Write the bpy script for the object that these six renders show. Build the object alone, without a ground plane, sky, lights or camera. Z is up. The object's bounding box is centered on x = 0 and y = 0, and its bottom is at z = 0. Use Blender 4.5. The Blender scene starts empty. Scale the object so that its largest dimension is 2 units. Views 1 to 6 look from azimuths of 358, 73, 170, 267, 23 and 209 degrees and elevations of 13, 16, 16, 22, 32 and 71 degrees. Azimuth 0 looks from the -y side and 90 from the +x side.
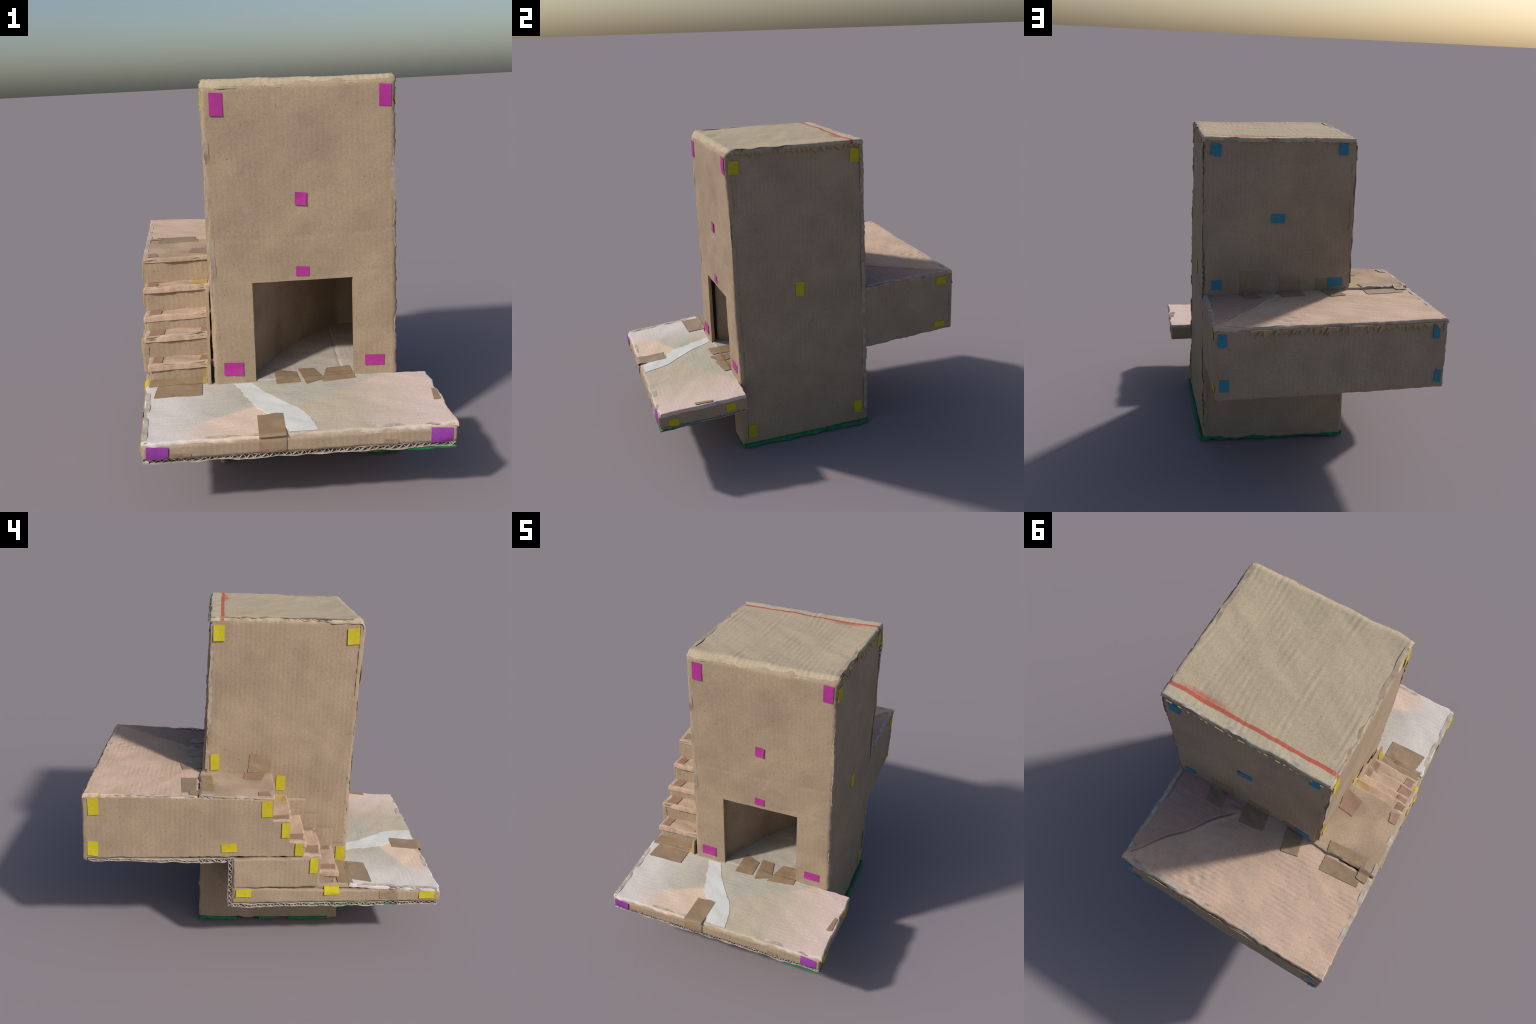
# A hand-made cardboard architectural model: a tower with a doorway, a front
# platform, a flight of stairs and a rear terrace box, held with packing tape
# and marked with small coloured paper notes.
import bpy, math
import numpy as np
from mathutils import Vector
from mathutils.bvhtree import BVHTree

rng = np.random.default_rng(7)

# ------------------------------------------------------------------ materials
def new_mat(name):
    m = bpy.data.materials.new(name)
    m.use_nodes = True
    nt = m.node_tree
    nt.nodes.clear()
    out = nt.nodes.new('ShaderNodeOutputMaterial')
    b = nt.nodes.new('ShaderNodeBsdfPrincipled')
    nt.links.new(b.outputs[0], out.inputs[0])
    return m, nt, b


def N(nt, kind, **kw):
    n = nt.nodes.new(kind)
    for k, v in kw.items():
        if hasattr(n, k):
            setattr(n, k, v)
        else:
            n.inputs[k.replace('_', ' ')].default_value = v
    return n


def mix(nt, fac, a, b, mode='MIX'):
    n = nt.nodes.new('ShaderNodeMix')
    n.data_type = 'RGBA'
    n.blend_type = mode
    for sock, v in ((n.inputs[0], fac), (n.inputs[6], a), (n.inputs[7], b)):
        if isinstance(v, bpy.types.NodeSocket):
            nt.links.new(v, sock)
        elif isinstance(v, (tuple, list)):
            sock.default_value = (*v, 1) if len(v) == 3 else v
        else:
            sock.default_value = v
    return n.outputs[2]


def ramp(nt, src, lo, hi, a=0.0, b=1.0):
    n = nt.nodes.new('ShaderNodeMapRange')
    n.inputs['From Min'].default_value = lo
    n.inputs['From Max'].default_value = hi
    n.inputs['To Min'].default_value = a
    n.inputs['To Max'].default_value = b
    nt.links.new(src, n.inputs['Value'])
    return n.outputs['Result']


def math_node(nt, op, a, b=None, c=None):
    n = nt.nodes.new('ShaderNodeMath')
    n.operation = op
    for i, v in enumerate((a, b, c)):
        if v is None:
            continue
        if isinstance(v, bpy.types.NodeSocket):
            nt.links.new(v, n.inputs[i])
        else:
            n.inputs[i].default_value = v
    return n.outputs[0]


def noise_tex(nt, vec, scale, detail=4.0, rough=0.55):
    n = N(nt, 'ShaderNodeTexNoise')
    n.inputs['Scale'].default_value = scale
    n.inputs['Detail'].default_value = detail
    n.inputs['Roughness'].default_value = rough
    nt.links.new(vec, n.inputs['Vector'])
    return n.outputs['Fac']


def half_plane(nt, p, q, vec, soft=0.012):
    """1 on the left of the line p->q in the x,y plane, 0 on its right."""
    dx, dy = q[0] - p[0], q[1] - p[1]
    L = math.hypot(dx, dy)
    nx, ny = -dy / L, dx / L
    d = N(nt, 'ShaderNodeVectorMath')
    d.operation = 'DOT_PRODUCT'
    d.inputs[1].default_value = (nx, ny, 0)
    nt.links.new(vec, d.inputs[0])
    c = nx * p[0] + ny * p[1]
    return ramp(nt, d.outputs['Value'], c - soft, c + soft)


def cardboard(name, base, flute=None, flute_amount=0.10, speck=0.5, blotch=0.12,
              bump=0.25, period=0.026, extra=None):
    """Kraft board. flute = 'X'/'Y'/'Z': the axis across the corrugation."""
    m, nt, b = new_mat(name)
    tc = N(nt, 'ShaderNodeTexCoord')
    vec = tc.outputs['Object']
    col = mix(nt, ramp(nt, noise_tex(nt, vec, 5.0, 3), 0.35, 0.65),
              tuple(c * (1 - blotch) for c in base), tuple(c * (1 + blotch) for c in base))
    if extra:
        col = extra(nt, vec, col)
    # stretched fibres and paper grain
    fine = noise_tex(nt, vec, 130.0, 3, 0.7)
    col = mix(nt, 0.35, col, mix(nt, ramp(nt, fine, 0.3, 0.7), (0.30, 0.29, 0.28), (0.70, 0.70, 0.70)), 'OVERLAY')
    # dark specks in the recycled paper
    sp = noise_tex(nt, vec, 75.0, 1, 0.4)
    col = mix(nt, math_node(nt, 'MULTIPLY', ramp(nt, sp, 0.73, 0.78), speck), col,
              tuple(c * 0.35 for c in base))
    height = math_node(nt, 'MULTIPLY', fine, 0.0012)
    if flute:
        w = N(nt, 'ShaderNodeTexWave')
        w.wave_type = 'BANDS'
        w.bands_direction = flute
        w.inputs['Scale'].default_value = 0.3142 / period
        w.inputs['Distortion'].default_value = 1.6
        w.inputs['Detail'].default_value = 2.0
        w.inputs['Detail Scale'].default_value = 1.3
        nt.links.new(vec, w.inputs['Vector'])
        patch = ramp(nt, noise_tex(nt, vec, 4.0, 2), 0.38, 0.62, 0.25, 1.0)
        col = mix(nt, math_node(nt, 'MULTIPLY', math_node(nt, 'MULTIPLY', w.outputs['Fac'], patch), flute_amount),
                  col, tuple(c * 0.45 for c in base))
        height = math_node(nt, 'ADD', height,
                           math_node(nt, 'MULTIPLY', math_node(nt, 'MULTIPLY', w.outputs['Fac'], patch), -0.0020))
    bp = N(nt, 'ShaderNodeBump')
    bp.inputs['Strength'].default_value = bump * 2.0
    bp.inputs['Distance'].default_value = 1.0
    nt.links.new(height, bp.inputs['Height'])
    nt.links.new(bp.outputs[0], b.inputs['Normal'])
    nt.links.new(col, b.inputs['Base Color'])
    b.inputs['Roughness'].default_value = 0.92
    b.inputs['Specular IOR Level'].default_value = 0.15
    return m


def paper(name, base, rough=0.8, var=0.12, scale=9.0, spec=0.2, fibre=False):
    m, nt, b = new_mat(name)
    tc = N(nt, 'ShaderNodeTexCoord')
    vec = tc.outputs['Object']
    f = noise_tex(nt, vec, scale, 4)
    col = mix(nt, ramp(nt, f, 0.3, 0.7), tuple(c * (1 - var) for c in base), tuple(min(1, c * (1 + var)) for c in base))
    g = noise_tex(nt, vec, 150.0 if fibre else 60.0, 3, 0.7)
    col = mix(nt, 0.35, col, mix(nt, ramp(nt, g, 0.3, 0.7), (0.38, 0.38, 0.38), (0.62, 0.62, 0.62)), 'OVERLAY')
    oi = N(nt, 'ShaderNodeObjectInfo')
    k = ramp(nt, oi.outputs['Random'], 0, 1, 0.0, 0.22)
    col = mix(nt, k, col, tuple(c * 0.6 for c in base))
    bp = N(nt, 'ShaderNodeBump')
    bp.inputs['Strength'].default_value = 0.25
    bp.inputs['Distance'].default_value = 0.003
    nt.links.new(g, bp.inputs['Height'])
    nt.links.new(bp.outputs[0], b.inputs['Normal'])
    nt.links.new(col, b.inputs['Base Color'])
    b.inputs['Roughness'].default_value = rough
    b.inputs['Specular IOR Level'].default_value = spec
    return m


KRAFT = (0.355, 0.268, 0.185)  # set at the dark end, toward the shade baked into the scanned walls


def roof_print(nt, vec, col):
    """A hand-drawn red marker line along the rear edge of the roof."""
    sep = N(nt, 'ShaderNodeSeparateXYZ')
    nt.links.new(vec, sep.inputs[0])
    wob = math_node(nt, 'MULTIPLY', math_node(nt, 'SUBTRACT', noise_tex(nt, vec, 7.0, 3), 0.5), 0.022)
    y = math_node(nt, 'ADD', sep.outputs['Y'], wob)
    d = math_node(nt, 'ABSOLUTE', math_node(nt, 'SUBTRACT', y, 0.264))
    line = ramp(nt, d, 0.008, 0.012, 1.0, 0.0)
    # a smear where the pen rubbed
    smear_x = ramp(nt, math_node(nt, 'ABSOLUTE', math_node(nt, 'SUBTRACT', sep.outputs['X'], 0.38)), 0.04, 0.15, 0.65, 0.0)
    ds = math_node(nt, 'ABSOLUTE', math_node(nt, 'SUBTRACT', y, 0.246))
    smear = math_node(nt, 'MULTIPLY', ramp(nt, ds, 0.004, 0.020, 1.0, 0.0), smear_x)
    fac = math_node(nt, 'MAXIMUM', math_node(nt, 'MULTIPLY', line, 0.88), smear)
    # paler strip of board behind the line
    col = mix(nt, math_node(nt, 'MULTIPLY', ramp(nt, y, 0.272, 0.278), 0.35), col, (0.55, 0.50, 0.36))
    return mix(nt, fac, col, (0.47, 0.085, 0.055))


def platform_print(nt, vec, col):
    """Pale, reused board: grey-green print meeting warm cream along oblique lines."""
    grey = (0.43, 0.40, 0.33)
    cream = (0.64, 0.49, 0.375)
    pink = (0.62, 0.485, 0.425)
    cool = (0.60, 0.555, 0.525)
    right = half_plane(nt, (0.474, -0.481), (0.073, -0.741), vec, 0.010)       # south-east of the line
    left = half_plane(nt, (-0.129, -0.725), (-0.379, -0.840), vec, 0.010)
    sep = N(nt, 'ShaderNodeSeparateXYZ')
    nt.links.new(vec, sep.inputs[0])
    x = sep.outputs['X']
    c = mix(nt, ramp(nt, x, -0.50, -0.25), cool, grey)
    c = mix(nt, right, c, mix(nt, ramp(nt, x, 0.30, 0.62), (0.47, 0.40, 0.30), pink))
    left = math_node(nt, 'MULTIPLY', left, ramp(nt, x, -0.07, -0.05, 1.0, 0.0))
    c = mix(nt, left, c, mix(nt, ramp(nt, x, -0.50, -0.30), cool, cream))
    n = noise_tex(nt, vec, 9.0, 4)
    return mix(nt, ramp(nt, n, 0.40, 0.7, 0.0, 0.18), c, (0.66, 0.59, 0.535))


def terrace_tints(nt, vec, col):
    tri = half_plane(nt, (0.524, 0.926), (0.125, 0.412), vec, 0.006)
    col = mix(nt, tri, col, (0.44, 0.275, 0.235))
    n = noise_tex(nt, vec, 3.0, 3)
    return mix(nt, ramp(nt, n, 0.4, 0.65, 0.0, 0.35), col, (0.43, 0.315, 0.225))


M = {
    'roof': cardboard('roof_board', (0.45, 0.368, 0.258), 'X', 0.05, extra=roof_print, period=0.030, bump=0.14, blotch=0.04),
    'wall_front': cardboard('smooth_wall_board', KRAFT, 'X', 0.03, blotch=0.08, bump=0.08),
    'wall_x': cardboard('wall_board_flutes_across_x', KRAFT, 'X', 0.09, blotch=0.08, bump=0.13),
    'wall_y': cardboard('wall_board_flutes_across_y', KRAFT, 'Y', 0.10, blotch=0.08, bump=0.13),
    'tread': cardboard('stair_board', (0.49, 0.355, 0.26), None, blotch=0.10),
    'landing': cardboard('landing_board', (0.385, 0.288, 0.205), None, blotch=0.14),
    'terrace': cardboard('terrace_board', (0.59, 0.422, 0.318), 'Y', 0.05, extra=terrace_tints, blotch=0.06, bump=0.17),
    'platform': cardboard('pale_board', (0.55, 0.5, 0.44), 'Y', 0.03, extra=platform_print, speck=0.15, bump=0.09),
    'floor': cardboard('floor_board', (0.47, 0.42, 0.36), 'X', 0.06, blotch=0.08, bump=0.15),
    'under': cardboard('underside_board', KRAFT, None),
    'edge': paper('torn_edge_paper', (0.46, 0.40, 0.34), var=0.3, scale=25, fibre=True),
    'edge_kraft': paper('cut_edge_kraft', (0.375, 0.30, 0.225), var=0.3, scale=25, fibre=True),
    'tape_yellow': paper('yellowish_tape', (0.47, 0.33, 0.13), rough=0.42, var=0.10, spec=0.45),
    'tape': paper('packing_tape', (0.305, 0.213, 0.130), rough=0.42, var=0.10, spec=0.45),
    'tape_red': paper('packing_tape_reddish', (0.315, 0.195, 0.135), rough=0.42, var=0.10, spec=0.45),
    'white': paper('bare_white_paper', (0.60, 0.605, 0.575), var=0.06, fibre=True),
    'magenta': paper('magenta_note_paper', (0.40, 0.035, 0.26), var=0.08),  # this and the other notes dimmed toward the shade on the upright sides
    'purple': paper('purple_note_paper', (0.27, 0.05, 0.33), var=0.08),
    'yellow': paper('yellow_note_paper', (0.50, 0.42, 0.02), var=0.08),
    'blue': paper('blue_note_paper', (0.045, 0.22, 0.32), var=0.08),
    'green': paper('green_paper_scrap', (0.02, 0.20, 0.075), var=0.2, scale=30),
    'gold': paper('torn_kraft_shreds', (0.42, 0.295, 0.15), var=0.15, scale=30),
}

# ------------------------------------------------------------------- geometry
class Wobble:
    """Smooth random field: a sum of plane waves about one wavelength."""
    def __init__(self, wavelength, n=14, seed=1):
        r = np.random.default_rng(seed)
        d = r.normal(size=(n, 3))
        d /= np.linalg.norm(d, axis=1)[:, None]
        self.k = d * (2 * math.pi / (wavelength * r.uniform(0.7, 1.6, n)))[:, None]
        self.ph = r.uniform(0, 6.28, n)
        self.n = n

    def __call__(self, p):
        return np.sin(p @ self.k.T + self.ph).sum(-1) / math.sqrt(self.n / 2) * 0.6


W_BIG, W_MID, W_SMALL = Wobble(0.55, 12, 3), Wobble(0.13, 16, 5), Wobble(0.035, 20, 9)

root = bpy.data.objects.new('cardboard_house', None)
bpy.context.scene.collection.objects.link(root)
root['label'] = 'hand-made cardboard tower house with stairs, terrace and taped seams'
root['category'] = 'cardboard model'

solids = []            # structural meshes that tape and notes are laid onto


def make(name, verts, faces, mat, parent=None, smooth=True, kind=None, solid=False):
    me = bpy.data.meshes.new(name)
    me.from_pydata([tuple(map(float, v)) for v in verts], [], [tuple(map(int, f)) for f in faces])
    me.materials.append(mat)
    me.update()
    if smooth:
        me.polygons.foreach_set('use_smooth', [True] * len(me.polygons))
        me.set_sharp_from_angle(angle=math.radians(50))
    o = bpy.data.objects.new(name, me)
    bpy.context.scene.collection.objects.link(o)
    o.parent = parent or root
    if kind:
        o['kind'] = kind
    if solid:
        solids.append(o)
    return o


def spaced(length, step, r, breaks=()):
    """Sample positions 0..1: fine near the two ends, evenly inside, hitting breaks."""
    ends = [0, r * 0.12, r * 0.35, r * 0.65, r]
    ks = sorted(set([0.0, length] + [b * length for b in breaks]))
    t = []
    for a, b in zip(ks[:-1], ks[1:]):
        n = max(1, int(round((b - a) / step)))
        t += list(np.linspace(a, b, n + 1))
    t += [e for e in ends if e < length / 2] + [length - e for e in ends if e < length / 2]
    t = sorted(t)
    out = [t[0]]
    keep = set(round(k, 6) for k in ks)
    for x in t[1:]:
        if x - out[-1] > 0.0008:
            out.append(x)
        elif round(x, 6) in keep:
            out[-1] = x
    return np.array(out) / length


def slab(name, c, th, mat, parent=None, step=0.016, r=0.012, radii=None, amp=0.004, fine=0.0012,
         rag=0.004, holes=None, ubreaks=(), vbreaks=(), relief=None, solid=True, seed=0):
    """A board with four outer corners c (u runs c0->c1, v runs c0->c3), thickness th
    laid inwards, rounded edges and a hand-cut, wavering outline.
    radii: edge radii (u0, u1, v0, v1). holes: f(u, v) True where cells are cut out.
    relief: f(points) -> extra height along the normal."""
    c = [np.array(p, float) for p in c]
    nrm = np.cross(c[1] - c[0], c[3] - c[0]) + np.cross(c[1] - c[2], c[3] - c[2]) * 0
    nrm /= np.linalg.norm(nrm)
    lu = (np.linalg.norm(c[1] - c[0]) + np.linalg.norm(c[2] - c[3])) / 2
    lv = (np.linalg.norm(c[3] - c[0]) + np.linalg.norm(c[2] - c[1])) / 2
    radii = radii or (r, r, r, r)
    rm = max(radii)
    us, vs = spaced(lu, step, rm, ubreaks), spaced(lv, step, rm, vbreaks)
    U, V = np.meshgrid(us, vs, indexing='ij')
    P = ((1 - U) * (1 - V))[..., None] * c[0] + (U * (1 - V))[..., None] * c[1] \
        + (U * V)[..., None] * c[2] + ((1 - U) * V)[..., None] * c[3]
    Q = P + seed * 3.17
    # ragged outline: shift near edges in the plane of the board
    du, dv = (c[1] - c[0]) / lu, (c[3] - c[0]) / lv
    eu = np.minimum(U, 1 - U) * lu
    ev = np.minimum(V, 1 - V) * lv
    s1 = W_MID(Q) * 0.7 + W_SMALL(Q) * 0.5
    s2 = W_MID(Q + 5.3) * 0.7 + W_SMALL(Q + 5.3) * 0.5
    P = P + (rag * s1 * np.exp(-eu / 0.02))[..., None] * du + (rag * s2 * np.exp(-ev / 0.02))[..., None] * dv
    # surface waviness and rounded edges
    h = amp * W_BIG(Q) + fine * W_MID(Q) * 1.2 + fine * 0.35 * W_SMALL(Q)
    for d, rr in ((U * lu, radii[0]), ((1 - U) * lu, radii[1]), (V * lv, radii[2]), ((1 - V) * lv, radii[3])):
        if rr > 0:
            x = np.clip(1 - d / rr, 0, 1)
            h = h - rr * (1 - np.sqrt(np.clip(1 - x * x, 0, 1)))
    if relief is not None:
        h = h + relief(P)
    front = P + h[..., None] * nrm
    back = P + (np.minimum(h, 0) * 0.2 - th)[..., None] * nrm
    nu, nv = len(us), len(vs)
    verts = np.concatenate([front.reshape(-1, 3), back.reshape(-1, 3)])
    off = nu * nv
    idx = lambda i, j: i * nv + j
    keep = np.ones((nu - 1, nv - 1), bool)
    if holes:
        for i in range(nu - 1):
            for j in range(nv - 1):
                if holes((us[i] + us[i + 1]) / 2, (vs[j] + vs[j + 1]) / 2):
                    keep[i, j] = False
    faces = []
    for i in range(nu - 1):
        for j in range(nv - 1):
            if not keep[i, j]:
                continue
            a, b, d, e = idx(i, j), idx(i + 1, j), idx(i + 1, j + 1), idx(i, j + 1)
            faces.append((a, b, d, e))
            faces.append((off + e, off + d, off + b, off + a))
            if j == 0 or not keep[i, j - 1]:
                faces.append((b, a, off + a, off + b))
            if j == nv - 2 or not keep[i, j + 1]:
                faces.append((e, d, off + d, off + e))
            if i == 0 or not keep[i - 1, j]:
                faces.append((a, e, off + e, off + a))
            if i == nu - 2 or not keep[i + 1, j]:
                faces.append((d, b, off + b, off + d))
    used = np.zeros(len(verts), bool)
    for f in faces:
        used[list(f)] = True
    remap = np.cumsum(used) - 1
    return make(name, verts[used], [tuple(remap[k] for k in f) for f in faces], mat, parent, solid=solid)


def ribbon_box(pts_a, pts_b, thick_dir, th):
    """Closed strip between two point rows, thickened by th along thick_dir."""
    n = len(pts_a)
    A, B = np.array(pts_a), np.array(pts_b)
    D = np.array(thick_dir) * th
    if D.ndim == 1:
        D = np.repeat(D[None], n, 0)
    v = np.concatenate([A, B, B + D, A + D])
    f = []
    for i in range(n - 1):
        for k in range(4):
            a, b = k * n + i, ((k + 1) % 4) * n + i
            f.append((a, a + 1, b + 1, b))
    f.append((0, n, 2 * n, 3 * n))
    f.append((4 * n - 1, 3 * n - 1, 2 * n - 1, n - 1))
    return v, f


def corrugated_edge(P, Q, out, across, h=0.022, parent=None, period=0.032, lip=0.004, depth=0.02,
                    seed=0, mat='edge'):
    """Cut edge of a board: two paper liners with the zigzag flute between them."""
    P, Q, out, across = (np.array(x, float) for x in (P, Q, out, across))
    P, Q = P - out * 0.003, Q - out * 0.003
    L = np.linalg.norm(Q - P)
    r = np.random.default_rng(100 + seed)
    V, F, o = [], [], 0

    def add(v, f):
        nonlocal o
        V.append(v)
        F.extend([tuple(k + o for k in q) for q in f])
        o += len(v)
    n = max(4, int(L / 0.008))
    t = np.linspace(0, 1, n)[:, None]
    line = P + (Q - P) * t
    wav = (W_MID(line + seed) * 0.0030)[:, None] * across + (W_MID(line + seed + 3) * 0.0035)[:, None] * out
    for s in (-1, 1):
        base = line + across * (s * h / 2) + wav
        ragged = (lip * (0.55 + 0.6 * W_SMALL(line * 1.0 + s * 4 + seed))).clip(-0.002, 0.012)[:, None]
        curl = s * 0.0025 * W_MID(line * 1.3 + s)[:, None] * across
        add(*ribbon_box(base - out * depth, base + out * ragged + curl, across * -s, 0.0022))
    m = max(3, int(L / period * 2))
    tz = np.linspace(0, 1, m * 4 + 1)[:, None]
    ph = tz * m
    jit = 1 + 0.2 * np.interp(ph[:, 0], np.arange(m + 1), r.normal(size=m + 1))[:, None]
    z = (np.abs((ph % 2) - 1) * 2 - 1) * (h / 2 - 0.0025)
    zl = P + (Q - P) * tz
    zl = zl + across * np.clip(z * jit, -h / 2 + .002, h / 2 - .002) + (W_MID(zl + seed) * 0.0030)[:, None] * across + (W_MID(zl + seed + 3) * 0.0035)[:, None] * out
    rg = (lip * (0.3 + 0.6 * W_SMALL(zl + 9 + seed))).clip(-0.006, 0.008)[:, None]
    add(*ribbon_box(zl - out * depth, zl + out * rg, (Q - P) / L, 0.003))
    return make('corrugated_edge', np.concatenate(V), F, M[mat], parent, smooth=False, kind='stuff')


AX = {'x': 0, 'y': 1, 'z': 2}


def lay(name, axis, sign, quad, mat, bvh, parent=None, lift=0.0022, step=0.009, start=2.0, curl=0.0, level=None, rag=0.0):
    """Lay a thin sheet (tape, note) with four corners given in the plane across the
    axis onto the model, seen from the +axis or -axis side. level = fallback height."""
    a = AX[axis]
    oth = [i for i in range(3) if i != a]
    q = [np.array(p, float) for p in quad]
    lu, lv = np.linalg.norm(q[1] - q[0]), np.linalg.norm(q[3] - q[0])
    nu, nv = max(2, int(lu / step) + 1), max(2, int(lv / step) + 1)
    top, hits = np.zeros((nu, nv, 3)), np.zeros((nu, nv), bool)
    d = [0, 0, 0]
    d[a] = -sign
    for i in range(nu):
        for j in range(nv):
            u, v = i / (nu - 1), j / (nv - 1)
            p = (1 - u) * (1 - v) * q[0] + u * (1 - v) * q[1] + u * v * q[2] + (1 - u) * v * q[3]
            o = [0, 0, 0]
            o[oth[0]], o[oth[1]] = p
            if rag and (i in (0, nu - 1)):
                o[oth[0]] += rag * math.sin(j * 2.3 + lu * 90)
                o[oth[1]] += rag * math.sin(j * 1.7 + lv * 70)
            o[a] = sign * start if level is None else level + sign * 0.06
            h = bvh.ray_cast(Vector(o), Vector(d), 4.0 if level is None else 0.13)
            top[i, j] = o
            if h[0] is not None:
                hits[i, j] = True
                top[i, j, a] = h[0][a]
    if not hits.any():
        print('MISS', name, quad)
        top[..., a] = level or 0
    else:
        val = top[..., a]
        med = np.median(val[hits])
        bad = ~hits | (np.abs(val - med) > 0.022)
        val[bad] = med
    # tape is stiffer than the board: relax the sheet a little
    for _ in range(2):
        v = top[..., a].copy()
        v[1:-1] = np.maximum(v[1:-1] * sign, (v[:-2] + v[2:]) / 2 * sign) * sign * 0.6 + v[1:-1] * 0.4
        top[..., a] = v
    rr = np.random.default_rng(int(abs(q[0][0] * 997 + q[0][1] * 131) * 10) + 1)
    U, V = np.meshgrid(np.linspace(0, 1, nu), np.linspace(0, 1, nv), indexing='ij')
    bend = curl * (np.clip(U - 0.6, 0, 1) * rr.uniform(-0.2, 1) + np.clip(0.4 - V, 0, 1) * rr.uniform(-0.2, 1))
    top[..., a] += sign * (lift + bend + 0.0006 * W_SMALL(top))
    bot = top.copy()
    bot[..., a] -= sign * 0.003
    v = np.concatenate([top.reshape(-1, 3), bot.reshape(-1, 3)])
    off = nu * nv
    f = []
    ix = lambda i, j: i * nv + j
    for i in range(nu - 1):
        for j in range(nv - 1):
            A, B, C, D = ix(i, j), ix(i + 1, j), ix(i + 1, j + 1), ix(i, j + 1)
            f += [(A, B, C, D), (D + off, C + off, B + off, A + off)]
    ring = [ix(i, 0) for i in range(nu)] + [ix(nu - 1, j) for j in range(1, nv)] + \
           [ix(i, nv - 1) for i in range(nu - 2, -1, -1)] + [ix(0, j) for j in range(nv - 2, 0, -1)]
    for k in range(len(ring)):
        p, w = ring[k], ring[(k + 1) % len(ring)]
        f.append((w, p, p + off, w + off))
    o = make(name, v, f, M[mat], parent)
    return o


def box2(a0, a1, b0, b1, skew=0.0):
    """Quad in plane coordinates from two ranges, with a small skew."""
    return [(a0, b0 + skew), (a1, b0 - skew), (a1 + skew, b1 - skew), (a0 + skew, b1 + skew)]


# ---- tower -----------------------------------------------------------------
# outer corner lines of the tower, bottom and top
TA0, TA1 = (-0.320, -0.476, 0.012), (-0.296, -0.504, 1.838)   # front left
TB0, TB1 = (0.569, -0.452, 0.012), (0.573, -0.490, 1.834)     # front right
TC0, TC1 = (0.538, 0.392, 0.022), (0.566, 0.338, 1.836)     # back right
TD0, TD1 = (-0.330, 0.394, 0.022), (-0.318, 0.330, 1.848)   # back left


def at(p0, p1, z):
    t = (z - p0[2]) / (p1[2] - p0[2])
    return tuple(p0[i] + t * (p1[i] - p0[i]) for i in range(3))


def inset(p, dx=0, dy=0, dz=0):
    return (p[0] + dx, p[1] + dy, p[2] + dz)


DOOR = (-0.113, 0.366, 0.425, 0.921)     # x0, x1, z0, z1


def front_holes(u, v):
    z = TA0[2] + v * (1.832 - TA0[2])
    if z < 0.315 and u < UBASE:          # below the platform only a stump of the board is left
        return True
    return UD[0] < u < UD[1] and DOOR[2] < z < DOOR[3]


UD = ((DOOR[0] + 0.312) / 0.889, (DOOR[1] + 0.312) / 0.889)
UBASE = (0.395 + 0.318) / 0.898


def front_creases(p):
    x, z = p[..., 0], p[..., 2]
    line1 = 1.135 + 0.015 * x + 0.004 * np.sin(x * 30)
    line2 = 0.945 + 0.01 * x
    g = -0.0025 * np.exp(-((z - line1) / 0.006) ** 2) - 0.0015 * np.exp(-((z - line2) / 0.006) ** 2)
    bow = 0.006 * np.exp(-((z - 1.74) / 0.16) ** 2) - 0.004 * np.exp(-((z - 1.2) / 0.3) ** 2)
    return g + bow


vb = [(z - TA0[2]) / (1.832 - TA0[2]) for z in (0.315, DOOR[2], DOOR[3])]
front_wall = slab('wall', [TA0, TB0, TB1, TA1], 0.022, M['wall_front'], holes=front_holes, ubreaks=(UD[0], UD[1], UBASE), vbreaks=vb,
                  radii=(0.018, 0.018, 0.004, 0.035), rag=0.006, relief=front_creases, seed=1, step=0.013)
left_wall = slab('wall', [inset(TD0, 0.002, -0.003), inset(TA0, 0.002, 0.018), inset(TA1, 0.002, 0.018), inset(TD1, 0.002, -0.003)],
                 0.02, M['wall_y'], seed=2, rag=0.008, relief=lambda p: 0.009 * np.exp(-((p[..., 2] - 1.15) / 0.45) ** 2), radii=(0.016, 0.004, 0.004, 0.016))
right_wall = slab('wall', [inset(TB0, -0.002, 0.018), inset(TC0, -0.002, -0.003), inset(TC1, -0.002, -0.003), inset(TB1, -0.002, 0.018)],
                  0.02, M['wall_y'], seed=3, rag=0.008, radii=(0.004, 0.016, 0.004, 0.016))
back_wall = slab('wall', [inset(TC0, -0.012, 0), inset(TD0, 0.012, 0), inset(TD1, 0.012, 0), inset(TC1, -0.012, 0)],
                 0.02, M['wall_x'], seed=4, rag=0.008, relief=lambda p: 0.011 * np.exp(-((p[..., 2] - 1.05) / 0.17) ** 2), radii=(0.008, 0.008, 0.004, 0.006))


def roof_relief(p):
    x, y = p[..., 0], p[..., 1]
    flutes = 0.0013 * np.sin(2 * math.pi * (x + 0.03 * W_BIG(p)) / 0.034) * np.clip(W_MID(p * [1, .35, 1]) + 0.2, 0, 1)
    crown = -0.006 * np.exp(-((y + 0.28) / 0.20) ** 2)
    front = 0.004 * np.exp(-((y + 0.50) / 0.06) ** 2)
    return flutes + crown + front


roof = slab('roof', [(-0.297, -0.504, 1.860), (0.572, -0.489, 1.844), (0.566, 0.337, 1.847), (-0.316, 0.330, 1.862)],
            0.022, M['roof'], radii=(0.020, 0.016, 0.045, 0.010), relief=roof_relief, seed=5, step=0.0085, rag=0.005)

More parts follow.
